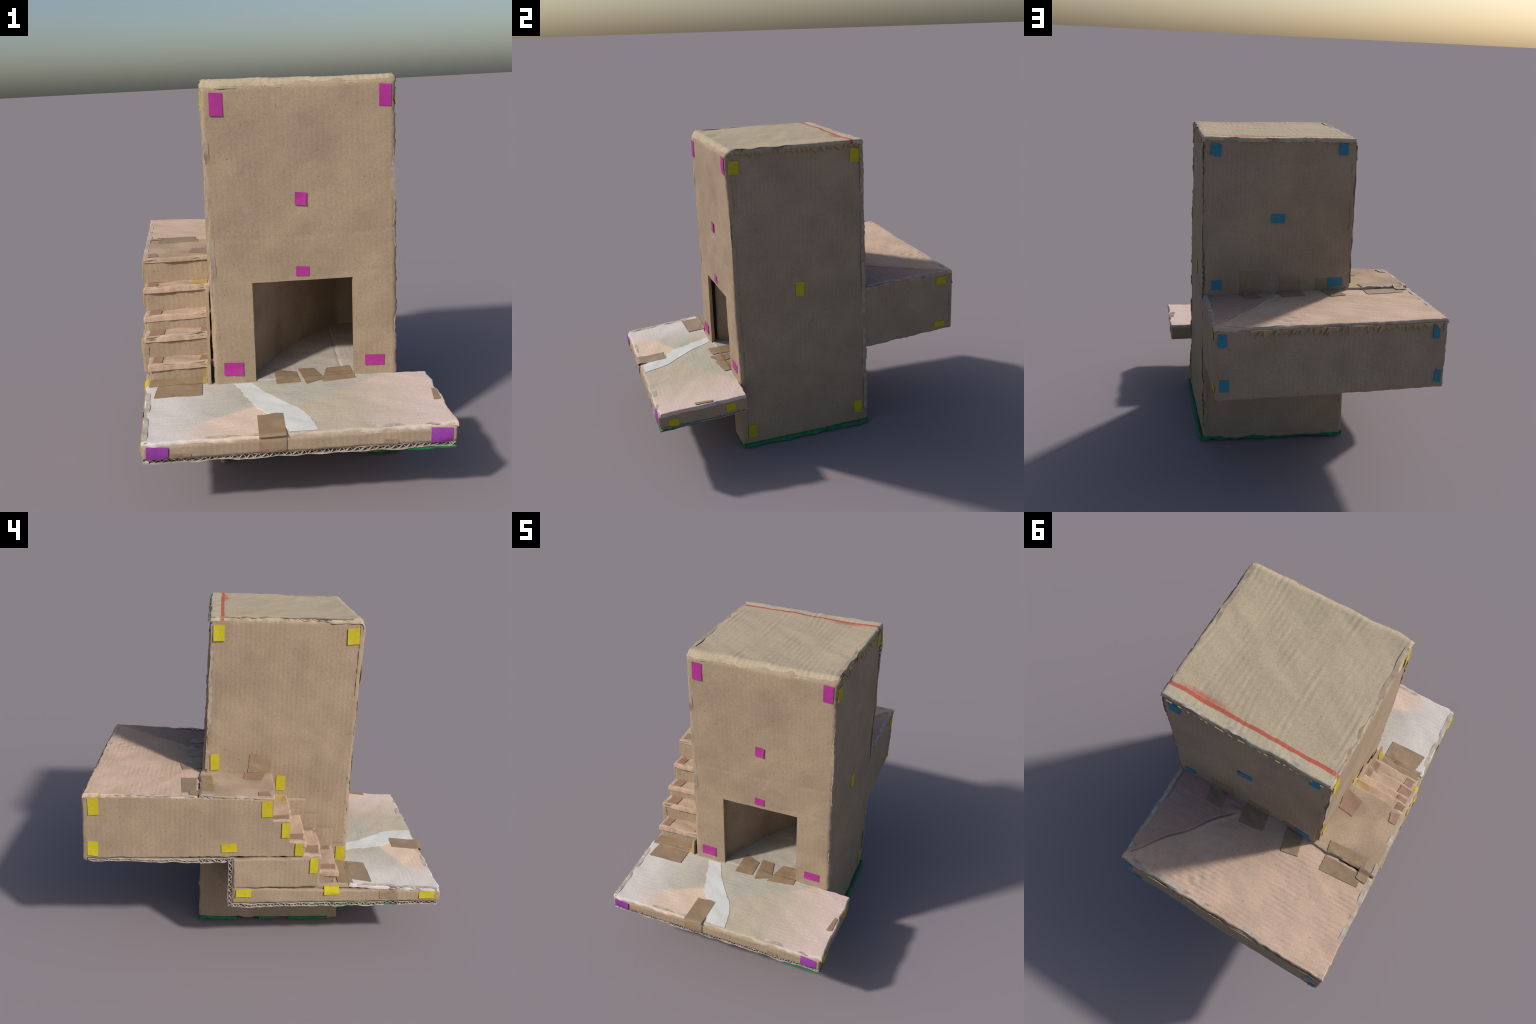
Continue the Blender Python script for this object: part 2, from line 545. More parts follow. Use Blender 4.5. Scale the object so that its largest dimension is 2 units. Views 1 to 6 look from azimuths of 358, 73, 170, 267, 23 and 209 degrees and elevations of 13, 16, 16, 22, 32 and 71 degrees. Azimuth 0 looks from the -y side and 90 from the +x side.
floor = slab('floor', [(-0.30, -0.480, 0.440), (0.55, -0.458, 0.428), (0.53, 0.345, 0.440), (-0.30, 0.345, 0.450)],
             0.02, M['floor'], seed=6, amp=0.003,
             step=0.008, relief=lambda p: -0.006 * np.exp(-((p[..., 0] - 0.312 - 0.04 * (p[..., 1] + 0.29)) / 0.006) ** 2))
recess_wall = slab('wall', [(-0.31, -0.405, 0.05), (0.42, -0.395, 0.04), (0.42, -0.400, 0.33), (-0.31, -0.410, 0.33)],
                   0.02, M['wall_x'], seed=60, rag=0.010)
# inner lining: a rounded pocket, shallow behind the left jamb and deep on the right
LIN = [(-0.135, -0.425, 2.0), (-0.118, -0.400, 2.0), (-0.055, -0.290, 2.0), (0.035, -0.085, 2.2), (0.165, 0.090, 3.0), (0.300, 0.235, 4.0),
       (0.400, 0.330, 5.0), (0.485, 0.320, 5.0), (0.520, 0.200, 5.0), (0.525, -0.100, 4.5), (0.500, -0.300, 4.0), (0.410, -0.425, 4.0)]
LIN = np.array(LIN)
arc = np.concatenate([[0], np.cumsum(np.linalg.norm(np.diff(LIN[:, :2], axis=0), axis=1))])
ss = np.linspace(0, arc[-1], 70)
base = np.stack([np.interp(ss, arc, LIN[:, i]) for i in range(3)], 1)
rows = []
for t in np.linspace(0, 1, 30):
    f = (1 - t ** base[:, 2]) ** (1 / base[:, 2])
    y = -0.425 + (base[:, 1] + 0.425) * f
    x0 = np.clip(base[:, 0], -0.135, 0.410)
    x = x0 + (base[:, 0] - x0) * f
    rows.append(np.stack([x, y, np.full(len(ss), 0.425 + 0.515 * t)], 1))
G = np.array(rows)
G += (0.003 * W_MID(G))[..., None] * np.array([0.5, 0.7, 0.3])
C0 = np.array([0.2, -0.2, 0.6])
OUTW = (G - C0) / np.linalg.norm(G - C0, axis=-1, keepdims=True)
V = np.concatenate([G.reshape(-1, 3), (G + OUTW * 0.012).reshape(-1, 3)])
nr, nc = G.shape[:2]
F = []
for i in range(nr - 1):
    for j in range(nc - 1):
        a, b, c, d = i * nc + j, i * nc + j + 1, (i + 1) * nc + j + 1, (i + 1) * nc + j
        F += [(a, b, c, d), (d + nr * nc, c + nr * nc, b + nr * nc, a + nr * nc)]
make('lining', V, F, M['under'])
base_board = slab('base_board', [(-0.30, -0.40, 0.05), (0.55, -0.40, 0.04), (0.53, 0.36, 0.04), (-0.31, 0.36, 0.045)],
                  0.02, M['under'], seed=7)

# ---- platform ---------------------------------------------------------------
# the left flank of the whole lower structure leans: x = -0.664 - 0.043 y


def flank(y):
    return -0.664 - 0.043 * y


PFL, PFR = (-0.620, -0.990, 0.398), (0.714, -0.982, 0.394)
PBR, PBL = (0.708, -0.462, 0.428), (-0.640, -0.462, 0.444)


def platform_relief(p):
    y = p[..., 1]
    return 0.0008 * np.sin(2 * math.pi * y / 0.024) * np.clip(W_MID(p) + 0.1, 0, 1)


platform_top = slab('platform_top', [PFL, PFR, PBR, PBL], 0.02, M['platform'], seed=8, rag=0.006,
                    radii=(0.005, 0.006, 0.010, 0.004), relief=platform_relief, step=0.010)
stair_base_top = slab('stair_base', [(-0.638, -0.466, 0.440), (-0.29, -0.466, 0.438), (-0.29, 0.17, 0.436), (flank(0.17), 0.17, 0.438)],
                      0.02, M['wall_y'], seed=9, amp=0.001)
front_fascia = slab('fascia', [(-0.624, -0.994, 0.322), (0.708, -0.986, 0.312), (0.712, -0.987, 0.380), (-0.622, -0.995, 0.384)],
                    0.02, M['wall_x'], seed=10, amp=0.002, rag=0.003)
right_fascia = slab('fascia', [(0.704, -0.976, 0.300), (0.705, -0.462, 0.330), (0.708, -0.462, 0.410), (0.711, -0.976, 0.378)],
                    0.02, M['wall_y'], seed=11, amp=0.002, rag=0.003)
left_fascia = slab('fascia', [(flank(0.19) - 0.022, 0.192, 0.340), (-0.628, -0.984, 0.325), (-0.624, -0.984, 0.386), (flank(0.19) - 0.022, 0.192, 0.438)],
                   0.03, M['wall_y'], seed=12, amp=0.002, rag=0.003)
end_fascia = slab('fascia', [(0.703, -0.452, 0.328), (0.54, -0.452, 0.330), (0.54, -0.452, 0.418), (0.703, -0.452, 0.412)],
                  0.02, M['wall_x'], seed=70, amp=0.002, rag=0.003)
rear_fascia = slab('fascia', [(-0.30, 0.200, 0.332), (flank(.2) - 0.01, 0.200, 0.332), (flank(.2) - 0.006, 0.200, 0.61), (-0.30, 0.200, 0.61)],
                   0.02, M['wall_x'], seed=13, amp=0.002, rag=0.003)
under_front = slab('underside', [(0.695, -0.975, 0.300), (-0.612, -0.980, 0.310), (-0.628, -0.450, 0.326), (0.695, -0.450, 0.324)],
                   0.014, M['under'], seed=14, amp=0.002)
under_left = slab('underside', [(-0.30, -0.455, 0.332), (-0.618, -0.455, 0.332), (flank(.19) - 0.005, 0.192, 0.333), (-0.30, 0.192, 0.333)],
                  0.014, M['under'], seed=15, amp=0.002)

# ---- terrace box --------------------------------------------------------------
EBL, EBR = (-0.706, 0.980, 1.006), (0.536, 0.970, 0.970)
EFR, EFL = (0.547, 0.300, 0.930), (-0.678, 0.388, 0.981)


def crack_relief(p):
    x, y = p[..., 0], p[..., 1]
    a, b = np.array([0.53, 0.935]), np.array([0.135, 0.425])
    d = b - a
    L = np.linalg.norm(d)
    d = d / L
    s = (x - a[0]) * d[0] + (y - a[1]) * d[1]
    n = (x - a[0]) * -d[1] + (y - a[1]) * d[0] + 0.005 * np.sin(s * 22)
    on = np.clip(s / 0.03, 0, 1) * np.clip((L - s) / 0.03, 0, 1)
    crack = -0.012 * np.exp(-(n / 0.0045) ** 2) + 0.003 * np.exp(-((n + 0.011) / 0.007) ** 2) \
        + 0.002 * np.exp(-((n - 0.012) / 0.010) ** 2)
    flap = 0.005 * np.exp(-((x - 0.15) / 0.035) ** 2 - ((y - 0.43) / 0.02) ** 2)
    flutes = 0.0007 * np.sin(2 * math.pi * (y + 0.012 * W_BIG(p)) / 0.026) * np.clip(W_MID(p * [.4, 1, 1]) + 0.25, 0, 1)
    dimples = 0.0016 * W_SMALL(p * 0.9) * np.clip((x + 0.1) * 4, 0, 1)
    return crack * on + flap + flutes + dimples


terrace_top = slab('terrace_top', [EFL, EFR, EBR, EBL], 0.022, M['terrace'], seed=16, step=0.0065, rag=0.006,
                   radii=(0.004, 0.006, 0.006, 0.010), relief=crack_relief)
terrace_back = slab('wall', [(0.520, 0.988, 0.566), (-0.710, 0.997, 0.622), (-0.704, 0.984, 0.992), (0.531, 0.974, 0.953)],
                    0.02, M['wall_x'], seed=17, radii=(0.010, 0.012, 0.010, 0.004))
terrace_right = slab('wall', [(0.548, 0.30, 0.525), (0.522, 0.983, 0.566), (0.532, 0.968, 0.953), (0.549, 0.30, 0.930)],
                     0.02, M['wall_y'], seed=18, amp=0.003)
terrace_under = slab('underside', [(0.515, 0.36, 0.522), (-0.668, 0.30, 0.592), (-0.697, 0.978, 0.612), (0.512, 0.976, 0.560)],
                     0.02, M['under'], seed=19)
terrace_under_stairs = slab('underside', [(-0.30, 0.18, 0.586), (-0.662, 0.18, 0.588), (-0.667, 0.31, 0.592), (-0.30, 0.37, 0.575)],
                            0.02, M['under'], seed=20)

# side panel with a stepped front edge: steps given as (y of the riser, z of the tread below)
RISERS = [-0.020, -0.112, -0.197, -0.286, -0.388]
TREADS = [0.968, 0.840, 0.714, 0.634, 0.520, 0.432]     # landing, four treads, platform

Y_BACK, Y_FRONT = 0.985, -0.197


def side_z(y, v):
    zb = 0.634 + (0.618 - 0.634) * (Y_BACK - y) / (Y_BACK - Y_FRONT)
    zt = 0.990 + (0.955 - 0.990) * (Y_BACK - y) / (Y_BACK - Y_FRONT)
    return zb + (zt - zb) * v


def side_holes(u, v):
    y = Y_BACK + (Y_FRONT - Y_BACK) * u
    z = side_z(y, v)
    if y < RISERS[1]:
        return z > TREADS[2] - 0.012
    if y < RISERS[0]:
        return z > TREADS[1] - 0.012
    return False


ub = [(Y_BACK - r) / (Y_BACK - Y_FRONT) for r in RISERS[:2]]
vb = [(t - 0.012 - 0.618) / (0.955 - 0.618) for t in TREADS[1:3]]
side_wall = slab('side_wall', [(-0.710, Y_BACK, 0.628), (flank(Y_FRONT) - .006, Y_FRONT, 0.618), (flank(Y_FRONT) - .004, Y_FRONT, 0.955), (-0.705, Y_BACK, 0.990)],
                 0.02, M['wall_y'], holes=side_holes, ubreaks=ub, vbreaks=vb, seed=21, radii=(0.010, 0.006, 0.006, 0.004), amp=0.003)
lower_side = slab('side_wall', [(flank(.19) - 0.022, 0.190, 0.436), (flank(-.285) - .020, -0.290, 0.436), (flank(-.285) - .018, -0.290, 0.620), (flank(.19) - 0.016, 0.190, 0.616)],
                  0.03, M['wall_y'], seed=22, amp=0.002)

# ---- stairs -------------------------------------------------------------------
X_IN = -0.292
XL = [-0.650, -0.652, -0.648, -0.645, -0.640, -0.615]
landing = slab('landing', [(flank(RISERS[0]) + .004, RISERS[0] - 0.006, TREADS[0]), (X_IN, RISERS[0] - 0.012, 0.972), (X_IN, 0.378, 0.980), (flank(.37) + .006, 0.376, 0.987)],
               0.022, M['landing'], seed=23, amp=0.004, radii=(0.004, 0.002, 0.006, 0.006), rag=0.006)
for k in range(4):
    y1, y0 = RISERS[k], RISERS[k + 1]
    z = TREADS[k + 1]
    xl = [-0.662, -0.660, -0.656, -0.640][k]
    slab('tread', [(xl, y0 - 0.010, z - 0.001), (X_IN, y0 - 0.008, z + 0.006), (X_IN, y1 + 0.022, z + 0.004), (xl, y1 + 0.022, z - 0.002)],
         0.030, M['tread'], seed=30 + k, amp=0.004, fine=0.0025, r=0.011, rag=0.006, step=0.008)
for k in range(5):
    y = RISERS[k] - 0.003
    zb, zt = TREADS[k + 1] - 0.01, TREADS[k] - 0.016
    xl = [-0.658, -0.656, -0.653, -0.648, -0.624][k]
    slab('riser', [(xl, y, zb), (X_IN, y + 0.002, zb), (X_IN, y + 0.004, zt), (xl, y + 0.002, zt)],
         0.018, M['wall_x'], seed=40 + k, amp=0.003, fine=0.002, rag=0.003)
# flank of the lowest step, set in from the side panel
slab('side_wall', [(-0.640, -0.275, 0.430), (-0.632, -0.376, 0.430), (-0.632, -0.376, 0.508), (-0.640, -0.275, 0.512)],
     0.02, M['wall_y'], seed=50, amp=0.003, fine=0.003)

# inner stringer: stepped board against the tower, one step ahead of the treads
SY0, SY1, SZ0, SZ1 = -0.02, -0.482, 0.432, 0.826
ST = [(-0.229, 0.826), (-0.303, 0.725), (-0.400, 0.636), (-0.482, 0.535)]


def stringer_holes(u, v):
    y, z = SY0 + (SY1 - SY0) * u, SZ0 + (SZ1 - SZ0) * v
    for yy, zz in ST:
        if y > yy:
            return z > zz
    return False


stringer = slab('stringer', [(-0.340, SY0, SZ0), (-0.350, SY1, SZ0), (-0.344, SY1, SZ1), (-0.340, SY0, SZ1)], 0.016, M['wall_y'],
                holes=stringer_holes, ubreaks=[(SY0 - a) / (SY0 - SY1) for a, b in ST[:3]],
                vbreaks=[(b - SZ0) / (SZ1 - SZ0) for a, b in ST[1:]], seed=51, amp=0.002, fine=0.002)

# ------------------------------------------------- cut edges of corrugated board
X, Y, Z = np.eye(3)
E_ = corrugated_edge
E_((-0.624, -0.984, 0.311), (0.702, -0.976, 0.300), -Y, Z, 0.024, front_fascia, seed=1)
E_((flank(0.19) - 0.018, 0.196, 0.325), (-0.622, -0.980, 0.313), -X, Z, 0.022, left_fascia, seed=2)
E_((0.703, -0.973, 0.294), (0.701, -0.47, 0.324), X, Z, 0.016, right_fascia, seed=3)
E_((flank(.2) - 0.018, 0.206, 0.320), (flank(.2) - 0.012, 0.206, 0.606), -X, Y, 0.024, lower_side, seed=4)
E_((flank(.37) - .004, 0.372, 0.600), (flank(.182) - .002, 0.182, 0.604), -X, Z, 0.024, side_wall, seed=5)
E_((-0.703, 0.970, 0.617), (flank(.37) - .004, 0.375, 0.598), -X, Z, 0.014, side_wall, seed=6)
# cut front edges of the landing and the treads
E_((-0.655, RISERS[0] - 0.005, 0.955), (-0.345, RISERS[0] - 0.010, 0.959), -Y, Z, 0.016, landing, seed=31, lip=0.003)
for k in range(4):
    z = TREADS[k + 1] - 0.013
    E_(((-0.655, -0.652, -0.648, -0.632)[k], RISERS[k + 1] - 0.009, z), (-0.355, RISERS[k + 1] - 0.007, z + 0.006), -Y, Z, 0.016,
       root, seed=32 + k, lip=0.003, mat='edge_kraft')
# upper rims: terrace and platform top sheets seen at their left cut edge
E_((-0.702, 0.972, 0.995), (flank(.40) - .001, 0.40, 0.974), -X, Z, 0.018, terrace_top, seed=7)
E_((flank(.37) - .001, 0.37, 0.980), (flank(0) + .000, -0.012, 0.957), -X, Z, 0.018, landing, seed=8)
E_((-0.643, -0.470, 0.431), (-0.622, -0.973, 0.389), -X, Z, 0.018, platform_top, seed=9)
E_((0.705, -0.973, 0.384), (0.703, -0.47, 0.417), X, Z, 0.016, platform_top, seed=10)
E_((-0.612, -0.981, 0.389), (0.708, -0.974, 0.385), -Y, Z, 0.014, platform_top, seed=11)
E_((-0.697, 0.972, 0.994), (0.527, 0.964, 0.958), Y, Z, 0.016, terrace_top, seed=12)
E_((0.534, 0.962, 0.958), (0.547, 0.38, 0.932), X, Z, 0.018, terrace_top, seed=13)
# tower: the front board laps over the side boards, the roof over the back board
for a0, a1, s, sd in ((TA0, TA1, -1, 14), (TB0, TB1, 1, 15)):
    p, q = at(a0, a1, 0.06 if s > 0 else 0.46), at(a0, a1, 1.79)
    E_((p[0] - s * 0.005, p[1] + 0.013, p[2]), (q[0] - s * 0.005, q[1] + 0.013, q[2]), X * s, Y, 0.018, front_wall, seed=sd, lip=0.003, mat='edge_kraft')
for a0, a1, s, sd in ((TD0, TD1, -1, 16), (TC0, TC1, 1, 17)):
    p, q = at(a0, a1, 1.0 if s < 0 else 0.10), at(a0, a1, 1.82)
    E_((p[0] - s * 0.006, p[1] - 0.006, p[2]), (q[0] - s * 0.006, q[1] - 0.006, q[2]), Y, X, 0.018, back_wall, seed=sd, lip=0.003, mat='edge_kraft')
E_((-0.293, -0.44, 1.852), (-0.313, 0.325, 1.850), -X, Z, 0.016, roof, seed=18, lip=0.003, mat='edge_kraft')
E_((0.569, -0.44, 1.838), (0.565, 0.33, 1.836), X, Z, 0.016, roof, seed=19, lip=0.003, mat='edge_kraft')
E_((-0.313, 0.326, 1.850), (0.563, 0.334, 1.834), Y, Z, 0.018, roof, seed=20, lip=0.004)

# ------------------------------------------------------------ torn paper fringes
def shreds(name, P, Q, out, n, size, mat, parent, seed):
    """Row of torn liner slivers hanging from an edge against the wall below it."""
    r = np.random.default_rng(seed)
    P, Q, out = (np.array(v, float) for v in (P, Q, out))
    d = (Q - P) / np.linalg.norm(Q - P)
    V, F = [], []
    for i in range(n):
        t = (i + r.uniform(0.1, 0.9)) / n
        c = P + (Q - P) * t + out * r.uniform(0.002, 0.004)
        w, h = r.uniform(0.5, 1.3) * size * 0.55, r.uniform(0.35, 1.3) * size
        lean = r.uniform(-0.2, 0.9) * h
        a, b = c - d * w, c + d * w
        e = c + d * lean + np.array([0, 0, -h]) + out * r.uniform(0.001, 0.003)
        m1 = (a + e) / 2 + d * r.uniform(-0.003, 0.004)
        m2 = (b + e) / 2 + d * r.uniform(-0.004, 0.003)
        pts = [a, m1, e, m2, b]
        k = len(V)
        V += pts + [p - out * 0.004 for p in pts]
        F.append((k, k + 1, k + 2, k + 3, k + 4))
        F.append((k + 9, k + 8, k + 7, k + 6, k + 5))
        for j in range(5):
            F.append(((k + (j + 1) % 5), k + j, k + 5 + j, k + 5 + (j + 1) % 5))
    return make(name, V, F, M[mat], parent, smooth=False, kind='stuff')


shreds('torn_paper', (-0.66, 0.986, 0.988), (0.34, 0.979, 0.956), Y, 34, 0.042, 'gold', terrace_back, 3)
shreds('torn_paper', (0.574, -0.45, 1.830), (0.569, 0.29, 1.828), X, 26, 0.032, 'gold', right_wall, 4)
shreds('torn_paper', (0.55, 0.344, 1.836), (-0.29, 0.338, 1.844), Y, 22, 0.018, 'gold', back_wall, 5)


def scrap_rim(pts, drop, flare, seed):
    """Jagged green paper scraps left along a bottom edge."""
    r = np.random.default_rng(seed)
    V, F = [], []
    pts = [np.array(p, float) for p in pts]
    for a, b in zip(pts[:-1], pts[1:]):
        d = b - a
        L = np.linalg.norm(d)
        d /= L
        out = np.array([d[1], -d[0], 0])
        n = max(3, int(L / 0.035))
        base = len(V)
        for i in range(n + 1):
            p = a + d * L * i / n
            z = drop * r.uniform(0.35, 1.0)
            f = flare * r.uniform(0.1, 1.0)
            top = p + out * 0.003
            low = np.array([p[0], p[1], max(0.0, p[2] - z)]) + out * f
            V += [top, low, low - out * 0.006, top - out * 0.010]
        for i in range(n):
            k = base + i * 4
            for j in range(4):
                F.append((k + j, k + (j + 1) % 4, k + 4 + (j + 1) % 4, k + 4 + j))
        F.append((base + 3, base + 2, base + 1, base))
        k = base + n * 4
        F.append((k, k + 1, k + 2, k + 3))
    return make('paper_scrap', V, F, M['green'], root, smooth=False, kind='stuff')


scrap_rim([(0.47, -0.452, .024), (0.580, -0.450, .024), (0.550, 0.383, .028), (-0.331, 0.383, .028), (-0.326, 0.16, .024)], 0.026, 0.014, 1)
scrap_rim([(-0.325, 0.02, .022), (-0.322, -0.10, .022)], 0.018, 0.010, 5)
scrap_rim([(-0.321, -0.16, .022), (-0.319, -0.40, .022)], 0.022, 0.010, 6)
scrap_rim([(0.50, -0.979, 0.288), (0.704, -0.978, 0.286), (0.700, -0.75, 0.300)], 0.008, 0.004, 2)
scrap_rim([(flank(.15), 0.15, 0.326), (flank(-.1), -0.10, 0.320)][::1], 0.012, 0.004, 3)
scrap_rim([(flank(-.2), -0.2, 0.318), (-0.628, -0.75, 0.308)][::1], 0.010, 0.004, 4)

# ------------------------------------------------------------------ tape & notes
bpy.context.view_layer.update()
vv, ff, o = [], [], 0
for s in solids:
    me = s.data
    co = np.empty(len(me.vertices) * 3)
    me.vertices.foreach_get('co', co)
    vv += [tuple(x) for x in co.reshape(-1, 3)]
    ff += [tuple(i + o for i in p.vertices) for p in me.polygons]
    o += len(me.vertices)
BVH = BVHTree.FromPolygons(vv, ff)


def note(axis, sign, quad, mat, parent, level):
    return lay('sticky_note', axis, sign, quad, mat, BVH, parent, lift=0.0035, level=level, curl=0.010, step=0.012)


def tape(axis, sign, quad, parent, level, mat='tape', lift=0.0022, rag=0.002):
    return lay('packing_tape', axis, sign, quad, mat, BVH, parent, lift=lift, level=level, curl=0.004, rag=rag)


# magenta notes on the front wall, purple ones on the platform's front edge: (x, z)
for x0, x1, z0, z1, sk in ((-0.262, -0.203, 1.700, 1.800, .002), (0.495, 0.549, 1.706, 1.802, .002), (0.102, 0.155, 1.280, 1.338, .003),
                           (0.095, 0.155, 0.945, 0.990, .002), (-0.268, -0.176, 0.477, 0.538, .003), (0.412, 0.507, 0.478, 0.528, .003)):
    note('y', -1, box2(x0, x1, z0, z1, sk), 'magenta', front_wall, -0.48)
for x0, x1, z0, z1 in ((-0.606, -0.514, 0.324, 0.379), (0.595, 0.688, 0.314, 0.377)):
    note('y', -1, box2(x0, x1, z0, z1, .003), 'purple', front_fascia, -0.985)
# yellow notes, left side: (y, z)
for y0, y1, z0, z1, par, lev in (
        (0.252, 0.312, 1.732, 1.818, left_wall, -.30), (-0.477, -0.411, 1.722, 1.808, left_wall, -.29),
        (0.274, 0.323, 0.996, 1.089, left_wall, -.31), (-0.103, -0.052, 0.870, 0.960, left_wall, -.31),
        (-0.472, -0.420, 0.436, 0.524, stringer, -.33),
        (0.900, 0.955, 0.884, 0.981, side_wall, -.69), (0.914, 0.970, 0.645, 0.728, side_wall, -.69),
        (0.172, 0.255, 0.655, 0.705, side_wall, -.67), (-0.014, 0.042, 0.864, 0.955, side_wall, -.66),
        (-0.110, -0.069, 0.740, 0.826, side_wall, -.66), (-0.188, -0.146, 0.627, 0.702, side_wall, -.65),
        (-0.275, -0.231, 0.527, 0.616, lower_side, -.65), (0.089, 0.174, 0.385, 0.430, left_fascia, -.66),
        (-0.407, -0.321, 0.384, 0.432, left_fascia, -.64), (-0.957, -0.868, 0.346, 0.385, left_fascia, -.615)):
    note('x', -1, box2(y0, y1, z0, z1, rng.uniform(-.003, .003)), 'yellow', par, lev)
# yellow notes, right side
for y0, y1, z0, z1, par, lev in (
        (-0.478, -0.418, 1.708, 1.783, right_wall, .56), (0.253, 0.316, 1.722, 1.800, right_wall, .555),
        (-0.094, -0.042, 0.940, 1.027, right_wall, .56), (-0.422, -0.366, 0.062, 0.143, right_wall, .57),
        (0.289, 0.343, 0.084, 0.167, right_wall, .545), (0.859, 0.927, 0.883, 0.932, terrace_right, .52),
        (0.860, 0.935, 0.588, 0.626, terrace_right, .51), (-0.929, -0.869, 0.310, 0.354, right_fascia, .70),
        (-0.584, -0.530, 0.346, 0.392, right_fascia, .70)):
    note('x', 1, box2(y0, y1, z0, z1, rng.uniform(-.004, .004)), 'yellow', par, lev)
# blue notes on the back: (x, z)
for x0, x1, z0, z1, par, lev in (
        (0.464, 0.522, 1.747, 1.815, back_wall, .34), (-0.266, -0.213, 1.765, 1.832, back_wall, .335),
        (0.087, 0.165, 1.368, 1.418, back_wall, .345), (0.444, 0.499, 0.975, 1.028, back_wall, .35),
        (-0.273, -0.186, 0.991, 1.040, back_wall, .35), (0.472, 0.516, 0.869, 0.937, terrace_back, .965),
        (0.454, 0.502, 0.622, 0.688, terrace_back, .97), (-0.661, -0.625, 0.901, 0.972, terrace_back, .975),
        (-0.687, -0.652, 0.651, 0.719, terrace_back, .98)):
    note('y', 1, box2(x0, x1, z0, z1, rng.uniform(-.004, .004)), 'blue', par, lev)

# packing tape on upward faces: (x, y)
T = lambda q, par, lev, mat='tape', lift=0.003: tape('z', 1, q, par, lev, mat, lift)
T([(-0.022, -0.352), (0.085, -0.395), (0.092, -0.522), (-0.022, -0.528)], floor, .43)
T([(0.095, -0.360), (0.175, -0.370), (0.215, -0.500), (0.118, -0.545)], floor, .43, lift=.0045)
T([(0.235, -0.365), (0.352, -0.352), (0.358, -0.505), (0.195, -0.532)], floor, .43)
T([(0.668, -0.768), (0.699, -0.766), (0.702, -0.665), (0.684, -0.658)], platform_top, .41)
T([(-0.600, -0.598), (-0.376, -0.588), (-0.376, -0.478), (-0.588, -0.486)], platform_top, .42)
T([(-0.630, -0.486), (-0.375, -0.474), (-0.375, -0.398), (-0.628, -0.400)], platform_top, .435, lift=.0045)
T([(-0.382, -0.472), (-0.336, -0.470), (-0.338, -0.400), (-0.384, -0.402)], platform_top, .435, 'tape_yellow', .0055)
T([(0.241, 0.372), (0.340, 0.372), (0.319, 0.458), (0.229, 0.464)], terrace_top, .95, lift=.004)
T([(-0.021, 0.372), (0.120, 0.372), (0.102, 0.480), (-0.038, 0.460)], terrace_top, .955, lift=.004)
T([(-0.241, 0.372), (-0.143, 0.372), (-0.179, 0.502), (-0.272, 0.482)], terrace_top, .965, lift=.004)
T([(-0.606, 0.294), (-0.383, 0.316), (-0.396, 0.384), (-0.610, 0.372)], landing, .988, lift=.003)
T([(-0.616, 0.394), (-0.400, 0.398), (-0.404, 0.483), (-0.624, 0.468)], terrace_top, .975, lift=.003)
T([(-0.655, 0.365), (-0.590, 0.360), (-0.596, 0.425), (-0.655, 0.430)], terrace_top, .985, lift=.006)
T([(-0.426, 0.036), (-0.325, 0.012), (-0.320, 0.128), (-0.414, 0.139)], landing, .98, 'tape_red')
T([(-0.637, -0.006), (-0.585, 0.004), (-0.600, 0.060), (-0.642, 0.061)], landing, .97, 'tape_red')
# small pieces at the tread ends
for k, (xa, xb, m) in enumerate(((-0.640, -0.595, 'tape_red'), (-0.635, -0.575, 'tape_red'), (-0.635, -0.560, 'tape_red'), (-0.618, -0.570, 'tape_red'))):
    T(box2(xa, xb, RISERS[k + 1] + 0.004, RISERS[k] - 0.008, .003), landing, TREADS[k + 1], m)
T(box2(-0.415, -0.335, RISERS[1] + 0.004, RISERS[0] - 0.008, .004), landing, TREADS[1], 'tape_yellow')
T(box2(-0.375, -0.335, RISERS[3] + 0.004, RISERS[2] - 0.008, .003), landing, TREADS[3], 'tape_red')
T(box2(-0.385, -0.335, RISERS[4] + 0.01, RISERS[3] - 0.012, .003), landing, TREADS[4], 'tape_red')
# tape on upright faces
# one strip wrapped over the platform's front edge
cols = []
for u in np.linspace(0, 1, 14):
    x = -0.130 + 0.115 * u
    col = []
    for y in np.linspace(-0.812 - 0.004 * math.sin(u * 7), -0.975, 16):
        h = BVH.ray_cast(Vector((x, y, 0.5)), Vector((0, 0, -1)), 0.2)
        col.append((x, y, (h[0].z if h[0] is not None else 0.4) + 0.0035 + 0.005 * min(1, max(0, (-y - 0.93) / 0.045))))
    zt = col[-1][2]
    col += [(x, -0.992, zt), (x, -1.003, zt - 0.006)]
    for z in np.linspace(zt - 0.015, 0.322, 8):
        h = BVH.ray_cast(Vector((x, -1.2, z)), Vector((0, 1, 0)), 0.3)
        col.append((x - 0.003 * (0.39 - z) / 0.06, (h[0].y if h[0] is not None else -0.99) - 0.0045, z))
    cols.append(col)
G = np.array(cols)
nr, nc = G.shape[:2]
inn = G - np.array([0, -0.002, 0.003])
V = np.concatenate([G.reshape(-1, 3), inn.reshape(-1, 3)])
F = []
for i in range(nr - 1):
    for j in range(nc - 1):
        a, b, c, d = i * nc + j, i * nc + j + 1, (i + 1) * nc + j + 1, (i + 1) * nc + j
        F += [(a, b, c, d), (d + nr * nc, c + nr * nc, b + nr * nc, a + nr * nc)]
ring = [(i * nc) for i in range(nr)] + [(nr - 1) * nc + j for j in range(1, nc)] + [i * nc + nc - 1 for i in range(nr - 2, -1, -1)] \
    + [j for j in range(nc - 2, 0, -1)]
for k in range(len(ring)):
    p, w = ring[k], ring[(k + 1) % len(ring)]
    F.append((p, w, w + nr * nc, p + nr * nc))
make('packing_tape', V, F, M['tape'], platform_top)
tape('y', -1, box2(-0.510, -0.421, 0.322, 0.346, .004), front_fascia, -0.985)
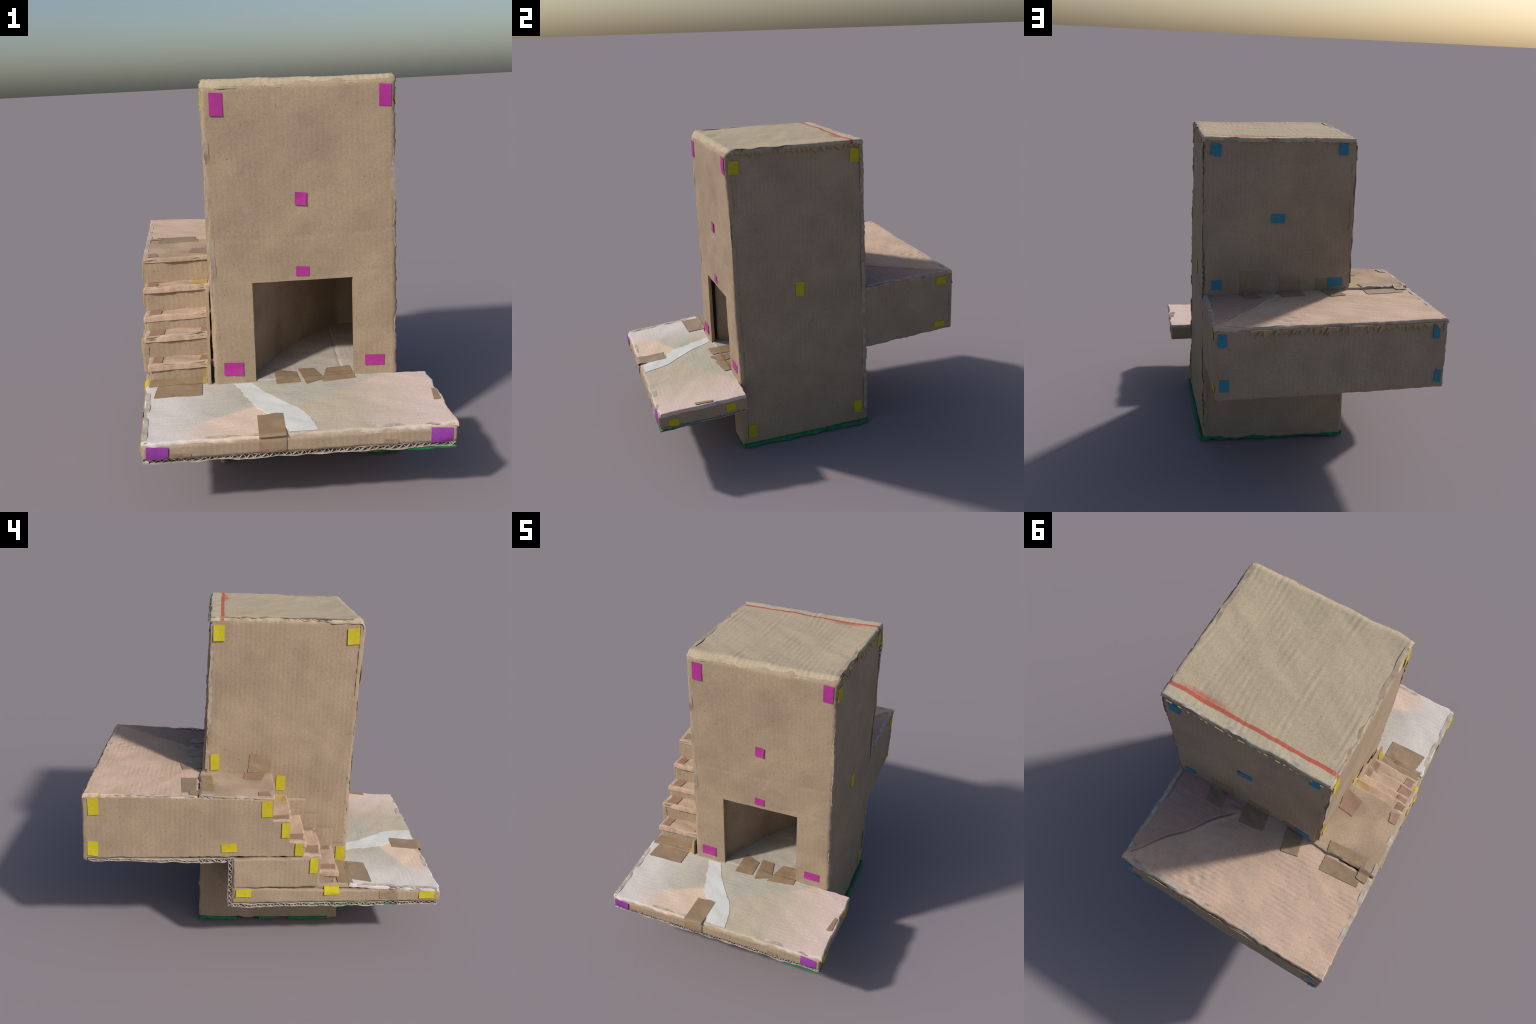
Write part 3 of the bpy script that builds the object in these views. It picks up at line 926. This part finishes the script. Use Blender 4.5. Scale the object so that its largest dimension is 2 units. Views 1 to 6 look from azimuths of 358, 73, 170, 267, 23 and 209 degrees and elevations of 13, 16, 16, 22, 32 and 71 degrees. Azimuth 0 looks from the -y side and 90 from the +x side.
tape('y', -1, box2(0.392, 0.455, 0.322, 0.342, .002), front_fascia, -0.98)
tape('x', -1, [(-0.745, 0.345), (-0.640, 0.350), (-0.636, 0.400), (-0.738, 0.398)], left_fascia, -.62)
tape('x', -1, [(-0.012, 0.985), (0.112, 0.980), (0.100, 1.094), (-0.030, 1.080)], left_wall, -.305, 'tape')
for q in ([(0.200, 0.955), (0.336, 0.958), (0.339, 1.083), (0.203, 1.082)], [(-0.022, 0.957), (0.100, 0.958), (0.104, 1.045), (-0.019, 1.045)],
          [(-0.194, 0.962), (-0.117, 0.960), (-0.112, 1.038), (-0.191, 1.037)]):
    tape('y', 1, q, back_wall, .352)

# ---------------------------------- strip of bare white paper across the platform
LEFT = [(-0.224, -0.494), (-0.194, -0.556), (-0.164, -0.659), (-0.129, -0.740), (-0.059, -0.822), (-0.030, -0.900), (0.003, -0.970)]
RIGHT = [(-0.138, -0.494), (-0.077, -0.608), (0.011, -0.727), (0.060, -0.780), (0.092, -0.840), (0.110, -0.905), (0.123, -0.972)]


def resample(pts, n):
    p = np.array(pts)
    s = np.concatenate([[0], np.cumsum(np.linalg.norm(np.diff(p, axis=0), axis=1))])
    t = np.linspace(0, s[-1], n)
    return np.stack([np.interp(t, s, p[:, i]) for i in range(2)], 1)


n = 60
A, B = resample(LEFT, n), resample(RIGHT, n)
A[:, 0] += 0.004 * W_SMALL(np.c_[A, np.zeros(n)] * 1.0) + 0.003 * W_MID(np.c_[A, np.zeros(n)])
B[:, 0] += 0.002 * W_SMALL(np.c_[B, np.zeros(n)])
rows = 12
top = []
for i in range(n):
    for j in range(rows):
        p = A[i] + (B[i] - A[i]) * j / (rows - 1)
        h = BVH.ray_cast(Vector((p[0], p[1], 0.5)), Vector((0, 0, -1)), 0.2)
        z = h[0].z if h[0] is not None else 0.40
        top.append((p[0], p[1], z + 0.0022))
top = np.array(top)
V = np.concatenate([top, top - [0, 0, 0.003]])
off = n * rows
F = []
for i in range(n - 1):
    for j in range(rows - 1):
        a, b, c, d = i * rows + j, i * rows + j + 1, (i + 1) * rows + j + 1, (i + 1) * rows + j
        F += [(a, d, c, b), (a + off, b + off, c + off, d + off)]
    a, d = i * rows, (i + 1) * rows
    F.append((a, a + off, d + off, d))
    a, d = i * rows + rows - 1, (i + 1) * rows + rows - 1
    F.append((d, d + off, a + off, a))
make('paper_strip', V, F, M['white'], platform_top)
